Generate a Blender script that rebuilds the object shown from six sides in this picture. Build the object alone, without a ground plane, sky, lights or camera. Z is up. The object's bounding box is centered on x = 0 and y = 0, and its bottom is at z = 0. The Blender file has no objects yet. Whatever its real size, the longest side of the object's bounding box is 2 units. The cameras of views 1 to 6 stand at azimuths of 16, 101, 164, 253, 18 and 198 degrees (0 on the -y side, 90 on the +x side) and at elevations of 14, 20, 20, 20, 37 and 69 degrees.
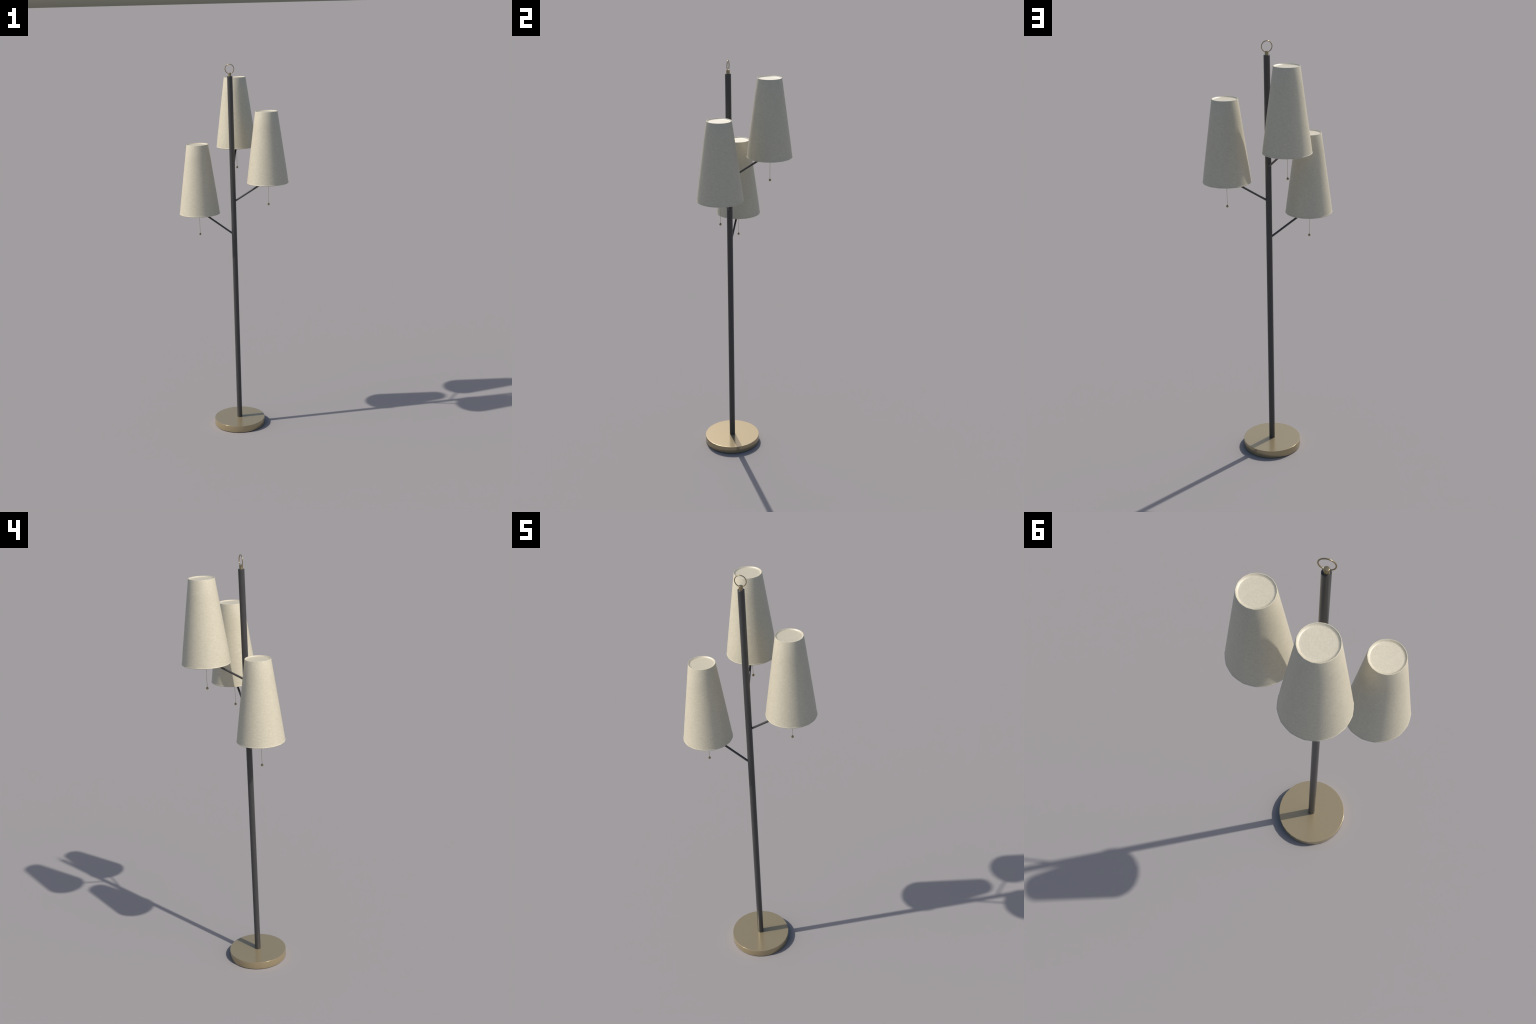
"""Three-light floor lamp: round brass foot, dark steel pole with a brass pull ring on top,
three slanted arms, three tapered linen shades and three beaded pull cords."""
import bpy, bmesh, math
from mathutils import Vector, Matrix

# ------------------------------------------------------------------ dimensions (metres)
AXIS = Vector((0.0, -0.080, 0.0))           # the pole stands off the middle of the bounding box
FOOT_RADIUS, FOOT_HEIGHT, FOOT_SIDES = 0.1404, 0.0360, 32
POLE_RADIUS, POLE_TOP = 0.0141, 1.9370
FINIAL_RADIUS, FINIAL_TOP = 0.0083, 1.9545
RING_RADIUS, RING_WIRE, RING_Z = 0.0240, 0.0020, 1.9740
ARM_REACH, ARM_RADIUS, ARM_SLOPE = 0.1930, 0.0048, 0.649
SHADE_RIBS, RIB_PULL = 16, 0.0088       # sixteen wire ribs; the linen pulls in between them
SHADE_HEIGHT, SHADE_BOTTOM_R, SHADE_TOP_R = 0.3768, 0.1104, 0.0584
CORD_DROP, CORD_RADIUS, BALL_RADIUS = 0.1148, 0.00070, 0.0058
# direction round the pole (degrees), height of the shade's lower edge
BRANCHES = [(180.0, 1.2021), (0.0, 1.3815), (100.0, 1.5425)]


# ------------------------------------------------------------------ node helpers
class Nodes:
    def __init__(self, name):
        self.mat = bpy.data.materials.new(name)
        self.mat.use_nodes = True
        self.t = self.mat.node_tree
        self.bsdf = self.t.nodes["Principled BSDF"]

    def add(self, kind, **props):
        n = self.t.nodes.new(kind)
        for k, v in props.items():
            setattr(n, k, v)
        return n

    def put(self, socket, value):
        if isinstance(value, bpy.types.NodeSocket):
            self.t.links.new(value, socket)
        else:
            socket.default_value = value

    def math(self, op, a, b=0.0, c=0.0, clamp=False):
        n = self.add("ShaderNodeMath", operation=op, use_clamp=clamp)
        for s, v in zip(n.inputs, (a, b, c)):
            self.put(s, v)
        return n.outputs[0]

    def coords(self):
        sep = self.add("ShaderNodeSeparateXYZ")
        self.put(sep.inputs[0], self.add("ShaderNodeTexCoord").outputs["Object"])
        return sep.outputs

    def vector(self, x, y, z):
        n = self.add("ShaderNodeCombineXYZ")
        for s, v in zip(n.inputs, (x, y, z)):
            self.put(s, v)
        return n.outputs[0]

    def noise(self, vec, scale, detail=2.0, rough=0.5):
        n = self.add("ShaderNodeTexNoise")
        self.put(n.inputs["Vector"], vec)
        n.inputs["Scale"].default_value = scale
        n.inputs["Detail"].default_value = detail
        n.inputs["Roughness"].default_value = rough
        return n.outputs["Fac"]

    def ramp(self, fac, stops):
        n = self.add("ShaderNodeValToRGB")
        self.put(n.inputs[0], fac)
        els = n.color_ramp.elements
        while len(els) < len(stops):
            els.new(0.5)
        for e, (p, c) in zip(els, stops):
            e.position, e.color = p, (*c, 1.0)
        return n.outputs[0]

    def mix(self, fac, a, b, blend="MIX"):
        n = self.add("ShaderNodeMix", data_type="RGBA", blend_type=blend)
        self.put(n.inputs[0], fac)
        for s, v in ((n.inputs[6], a), (n.inputs[7], b)):
            self.put(s, v if isinstance(v, bpy.types.NodeSocket) else (*v, 1.0))
        return n.outputs[2]

    def bump(self, height, strength, distance):
        n = self.add("ShaderNodeBump")
        n.inputs["Strength"].default_value = strength
        n.inputs["Distance"].default_value = distance
        self.put(n.inputs["Height"], height)
        self.put(self.bsdf.inputs["Normal"], n.outputs[0])


# ------------------------------------------------------------------ materials
LINEN = ((0.530, 0.479, 0.354), (0.600, 0.549, 0.417), (0.664, 0.613, 0.478))


def linen(name, flat):
    """Slubby plain-weave linen; 'flat' weaves it over x/y (lid), else round the cone."""
    m = Nodes(name)
    x, y, z = m.coords()
    if flat:
        u, v = x, y
    else:
        ang = m.math("ARCTAN2", y, x)
        u, v = m.math("MULTIPLY", ang, 0.085), z
    weft = m.noise(m.vector(m.math("MULTIPLY", u, 48.0), m.math("MULTIPLY", v, 600.0), 3.1), 1.0, 3.0, 0.6)
    warp = m.noise(m.vector(m.math("MULTIPLY", u, 560.0), m.math("MULTIPLY", v, 90.0), 7.7), 1.0, 3.0, 0.6)
    cloud = m.noise(m.vector(u, v, 1.3), 26.0, 2.0)
    thread = m.math("ADD", m.math("MULTIPLY", weft, 0.55), m.math("MULTIPLY", warp, 0.45))
    tone = m.math("ADD", m.math("MULTIPLY", thread, 0.95), m.math("MULTIPLY", cloud, 0.05))
    colour = m.ramp(tone, ((0.36, LINEN[0]), (0.5, LINEN[1]), (0.64, LINEN[2])))
    if not flat:
        # two small dark flecks in the weave just under the rim, a quarter turn apart
        fleck = 0.0
        for where in (-6.0, -96.0):
            du = m.math("MULTIPLY", m.math("SUBTRACT", ang, math.radians(where)), SHADE_TOP_R / 0.0010)
            dv = m.math("DIVIDE", m.math("SUBTRACT", z, SHADE_HEIGHT - 0.0065), 0.0015)
            d = m.math("SQRT", m.math("ADD", m.math("MULTIPLY", du, du), m.math("MULTIPLY", dv, dv)))
            fleck = m.math("MAXIMUM", fleck, m.math("MULTIPLY", m.math("SUBTRACT", 1.5, d, clamp=True), 0.4))
        colour = m.mix(fleck, colour, (0.22, 0.19, 0.15))
    if flat:
        colour = m.mix(1.0, colour, (1.0, 0.985, 0.955), "MULTIPLY")
    m.put(m.bsdf.inputs["Base Color"], colour)
    m.bsdf.inputs["Roughness"].default_value = 0.5
    m.bsdf.inputs["Specular IOR Level"].default_value = 1.0 if flat else 0.6
    m.bsdf.inputs["IOR"].default_value = 1.65 if flat else 1.5
    m.bump(thread, 0.10, 0.0006)
    return m.mat


def brass(name, turned=False):
    """Aged satin brass; 'turned' adds the fine lathe rings of the foot."""
    m = Nodes(name)
    x, y, z = m.coords()
    grain = m.noise(m.vector(x, y, z), 70.0, 3.0)
    if turned:
        r = m.math("SQRT", m.math("ADD", m.math("MULTIPLY", x, x), m.math("MULTIPLY", y, y)))
        rings = m.noise(m.vector(m.math("MULTIPLY", r, 420.0), 0.0, 0.0), 1.0, 3.0, 0.6)
        tone = m.math("ADD", m.math("MULTIPLY", rings, 0.8), m.math("MULTIPLY", grain, 0.2))
    else:
        tone = grain
    dull = 1.01 if turned else 0.80
    m.put(m.bsdf.inputs["Base Color"], m.ramp(tone, ((0.3, tuple(c * dull for c in BRASS[0])), (0.7, tuple(c * dull for c in BRASS[1])))))
    m.bsdf.inputs["Metallic"].default_value = 0.5 if turned else 0.8
    m.bsdf.inputs["Roughness"].default_value = 0.22 if turned else 0.30
    if turned:
        m.bump(rings, 0.04, 0.0004)
    return m.mat


BRASS = ((0.408, 0.330, 0.196), (0.442, 0.359, 0.216))


def dark_steel(name):
    m = Nodes(name)
    x, y, z = m.coords()
    grain = m.noise(m.vector(x, y, m.math("MULTIPLY", z, 0.15)), 160.0, 3.0)
    m.put(m.bsdf.inputs["Base Color"], m.ramp(grain, ((0.3, (0.050, 0.049, 0.049)), (0.7, (0.056, 0.055, 0.055)))))
    m.bsdf.inputs["Metallic"].default_value = 0.0
    m.put(m.bsdf.inputs["Roughness"], m.math("ADD", m.math("MULTIPLY", grain, 0.06), 0.33))
    return m.mat


def plain(name, colour, rough, metallic=0.0):
    m = Nodes(name)
    grain = m.noise(m.vector(*m.coords()), 240.0, 2.0)
    m.put(m.bsdf.inputs["Base Color"], m.mix(grain, tuple(c * 0.94 for c in colour), tuple(c * 1.06 for c in colour)))
    m.bsdf.inputs["Roughness"].default_value = rough
    m.bsdf.inputs["Metallic"].default_value = metallic
    return m.mat


# ------------------------------------------------------------------ mesh helpers
def lathe(name, profile, sides, phase=0.0, smooth_angle=40.0, closed=False, rib=0.0):
    """Turn an (r, z) profile round z; points with r == 0 become poles.
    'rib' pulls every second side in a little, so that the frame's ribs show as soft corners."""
    bm = bmesh.new()
    rows = []
    for r, z in profile:
        if r <= 1e-9:
            rows.append([bm.verts.new((0, 0, z))])
        else:
            rows.append([bm.verts.new((r * (1 - rib * (i % 2)) * math.cos(phase + 2 * math.pi * i / sides),
                                       r * (1 - rib * (i % 2)) * math.sin(phase + 2 * math.pi * i / sides), z))
                         for i in range(sides)])
    pairs = list(zip(rows, rows[1:])) + ([(rows[-1], rows[0])] if closed else [])
    for a, b in pairs:
        for i in range(sides):
            j = (i + 1) % sides
            ring = [a[i % len(a)], a[j % len(a)], b[j % len(b)], b[i % len(b)]]
            ring = list(dict.fromkeys(ring))
            if len(ring) > 2:
                bm.faces.new(ring)
    bmesh.ops.recalc_face_normals(bm, faces=bm.faces)
    return finish(bm, name, smooth_angle)


def tube(name, points, radius, sides=16, smooth_angle=50.0):
    """Round bar swept along a list of points, mitred at the bends, capped at both ends."""
    bm = bmesh.new()
    rows = []
    for i, p in enumerate(points):
        a = (p - points[i - 1]).normalized() if i else (points[1] - p).normalized()
        b = (points[i + 1] - p).normalized() if i < len(points) - 1 else a
        t = (a + b).normalized()
        side = Vector((0, 1, 0))
        up = t.cross(side).normalized()
        stretch = 1.0 / max(0.3, a.dot(t))
        rows.append([bm.verts.new(p + radius * (math.cos(k) * side + stretch * math.sin(k) * up))
                     for k in (2 * math.pi * j / sides for j in range(sides))])
    for a, b in zip(rows, rows[1:]):
        for i in range(sides):
            j = (i + 1) % sides
            bm.faces.new((a[i], a[j], b[j], b[i]))
    bm.faces.new(rows[0])
    bm.faces.new(rows[-1])
    bmesh.ops.recalc_face_normals(bm, faces=bm.faces)
    return finish(bm, name, smooth_angle)


def finish(bm, name, smooth_angle):
    me = bpy.data.meshes.new(name)
    for e in bm.edges:
        e.smooth = not (e.is_boundary or e.calc_face_angle(0.0) > math.radians(smooth_angle))
    for f in bm.faces:
        f.smooth = True
    bm.to_mesh(me)
    bm.free()
    return me


def place(name, mesh, parent, material=None, location=(0, 0, 0), turn=0.0):
    ob = bpy.data.objects.new(name, mesh)
    bpy.context.collection.objects.link(ob)
    ob.parent = parent
    ob.location = location
    ob.rotation_euler = (0, 0, turn)
    if material and mesh and not mesh.materials:
        mesh.materials.append(material)
    return ob


def arc(cx, cz, radius, a0, a1, steps):
    return [(cx + radius * math.cos(math.radians(a0 + (a1 - a0) * i / steps)),
             cz + radius * math.sin(math.radians(a0 + (a1 - a0) * i / steps))) for i in range(steps + 1)]


# ------------------------------------------------------------------ the lamp
MAT_LINEN = linen("linen_wall", False)
MAT_LID = linen("linen_lid", True)
MAT_FOOT = brass("turned_brass", True)
MAT_BRASS = brass("satin_brass")
MAT_STEEL = dark_steel("dark_steel")
MAT_SOCKET = plain("black_socket", (0.03, 0.03, 0.03), 0.5)
MAT_BULB = plain("frosted_bulb", (0.80, 0.79, 0.76), 0.35)

lamp = bpy.data.objects.new("floor_lamp", None)
bpy.context.collection.objects.link(lamp)
lamp.location = AXIS
lamp["label"] = "slender floor lamp with three tapered linen shades and brass foot"
lamp["category"] = "floor lamp"

# foot: a turned disc with a small round on the upper and lower edge
b = 0.0009
foot = lathe("base", [(0.0, 0.0), (FOOT_RADIUS - 0.004, 0.0), (FOOT_RADIUS - b, 0.0)]
             + arc(FOOT_RADIUS - b, b, b, -90, 0, 3)[1:]
             + arc(FOOT_RADIUS - b, FOOT_HEIGHT - b, b, 0, 90, 3)
             + [(FOOT_RADIUS - 0.003, FOOT_HEIGHT), (0.0, FOOT_HEIGHT)], FOOT_SIDES, smooth_angle=32.0)
place("base", foot, lamp, MAT_FOOT)

pole = lathe("pole", [(0.0, FOOT_HEIGHT - 0.004), (POLE_RADIUS, FOOT_HEIGHT - 0.004),
                      (POLE_RADIUS, POLE_TOP - 0.0005), (POLE_RADIUS - 0.0005, POLE_TOP), (0.0, POLE_TOP)], 32)
place("pole", pole, lamp, MAT_STEEL)

# finial: brass peg that carries the ring
f = 0.0012
finial = lathe("finial", [(0.0, 0.0), (FINIAL_RADIUS + 0.0006, 0.0), (FINIAL_RADIUS, 0.003)]
               + arc(FINIAL_RADIUS - f, FINIAL_TOP - POLE_TOP - f, f, 0, 90, 3)
               + [(0.0, FINIAL_TOP - POLE_TOP)], 24)
finial_ob = place("finial", finial, lamp, MAT_BRASS, (0, 0, POLE_TOP))

ring_bm = bmesh.new()
rows = []
for i in range(40):
    a = 2 * math.pi * i / 40
    rows.append([ring_bm.verts.new(((RING_RADIUS + RING_WIRE * math.cos(k)) * math.cos(a), RING_WIRE * math.sin(k),
                                    (RING_RADIUS + RING_WIRE * math.cos(k)) * math.sin(a)))
                 for k in (2 * math.pi * j / 12 for j in range(12))])
for i in range(40):
    for j in range(12):
        ring_bm.faces.new((rows[i][j], rows[(i + 1) % 40][j], rows[(i + 1) % 40][(j + 1) % 12], rows[i][(j + 1) % 12]))
bmesh.ops.recalc_face_normals(ring_bm, faces=ring_bm.faces)
ring = finish(ring_bm, "ring", 60)
place("ring", ring, finial_ob, MAT_BRASS, (-0.0006, 0.0003, RING_Z - POLE_TOP), math.radians(1.0))

# ---- one branch: arm, socket, shade with lid, pull cord with ball
arm_end = ARM_REACH * ARM_SLOPE                      # rise from the pole axis to the shade axis
arm = tube("arm", [Vector((0.006, 0, 0.006 * ARM_SLOPE)), Vector((ARM_REACH - 0.010, 0, arm_end - 0.010 * ARM_SLOPE)),
                   Vector((ARM_REACH - 0.002, 0, arm_end + 0.001)), Vector((ARM_REACH, 0, arm_end + 0.010)),
                   Vector((ARM_REACH, 0, arm_end + 0.040))], ARM_RADIUS)
socket = lathe("lamp_socket", [(0.0, 0.0), (0.010, 0.0), (0.016, 0.006), (0.016, 0.055), (0.013, 0.058), (0.0, 0.058)], 20)
bulb = lathe("light_bulb", [(0.0, 0.0), (0.012, 0.0), (0.013, 0.012)]
             + arc(0.0, 0.048, 0.028, -42, 90, 8)[:-1] + [(0.0, 0.076)], 20)

H, R0, R1 = SHADE_HEIGHT, SHADE_BOTTOM_R, SHADE_TOP_R
taper = (R0 - R1) / H
WALL = 0.0020


def wall_r(z):
    return R0 - taper * z


bead = 0.0023                                        # rolled hem along the lower edge
hem_r = R0 - bead - 0.0001
outer = [(wall_r(z), z) for z in (0.30, 0.15, 0.05)]
hem = [(wall_r(0.0058) - 0.0007, 0.0058)] + arc(hem_r, bead, bead, 60, -90, 5)
inner = [(hem_r - bead, bead + 0.001)] + [(wall_r(z) - WALL, z) for z in (0.05, 0.15, 0.30, H - 0.010)]
lip = 0.0010
rim = [(R1 - 0.0034, H - 0.0018), (R1 - 2 * lip - 0.0002, H - 0.0006)] + arc(R1 - lip, H - lip, lip, 110, 8, 4)
shade = lathe("lampshade", rim + outer + hem + inner, 2 * SHADE_RIBS, math.pi / SHADE_RIBS, 75.0, True, RIB_PULL)
# the lid lies a few millimetres below the rim, with a smooth dished border rising to it
lid = lathe("shade_lid", [(0.0, H - 0.0046), (R1 - 0.0105, H - 0.0046), (R1 - 0.0077, H - 0.0045), (R1 - 0.0061, H - 0.0038),
                          (R1 - 0.0031, H - 0.0012), (R1 - 0.0029, H - 0.0065), (R1 - 0.008, H - 0.0082), (0.0, H - 0.0082)],
            2 * SHADE_RIBS, math.pi / SHADE_RIBS, 50.0, False, RIB_PULL)

cord = lathe("pull_cord", [(0.0, 0.0), (CORD_RADIUS, 0.0), (CORD_RADIUS, CORD_DROP + 0.0160), (0.0, CORD_DROP + 0.0160)], 8)
ball = lathe("pull_ball", [(0.0, -BALL_RADIUS)] + arc(0.0, 0.0, BALL_RADIUS, -70, 48, 8)
             + [(0.0011, BALL_RADIUS + 0.0012), (0.0, BALL_RADIUS + 0.0012)], 12)

for bearing, low in BRANCHES:
    turn = math.radians(bearing)
    out = Vector((math.cos(turn), math.sin(turn), 0.0)) * ARM_REACH
    skew = math.radians(0.8) * math.sin(turn)        # the rear arm was fitted a touch askew
    place("arm", arm, lamp, MAT_STEEL, (0.13 * skew, 0, low + 0.0155 - arm_end), turn + skew)
    at = out + Vector((0, 0, low))
    sh = place("lampshade", shade, lamp, MAT_LINEN, at, turn)
    place("shade_lid", lid, sh, MAT_LID)
    so = place("lamp_socket", socket, lamp, MAT_SOCKET, at + Vector((0, 0, 0.045)), turn)
    place("light_bulb", bulb, so, MAT_BULB, (0, 0, 0.056))
    cord_at = out * 1.012 + Vector((0, 0, low - CORD_DROP))
    co = place("pull_cord", cord, lamp, MAT_BRASS, cord_at, turn)
    place("pull_ball", ball, co, MAT_BRASS)
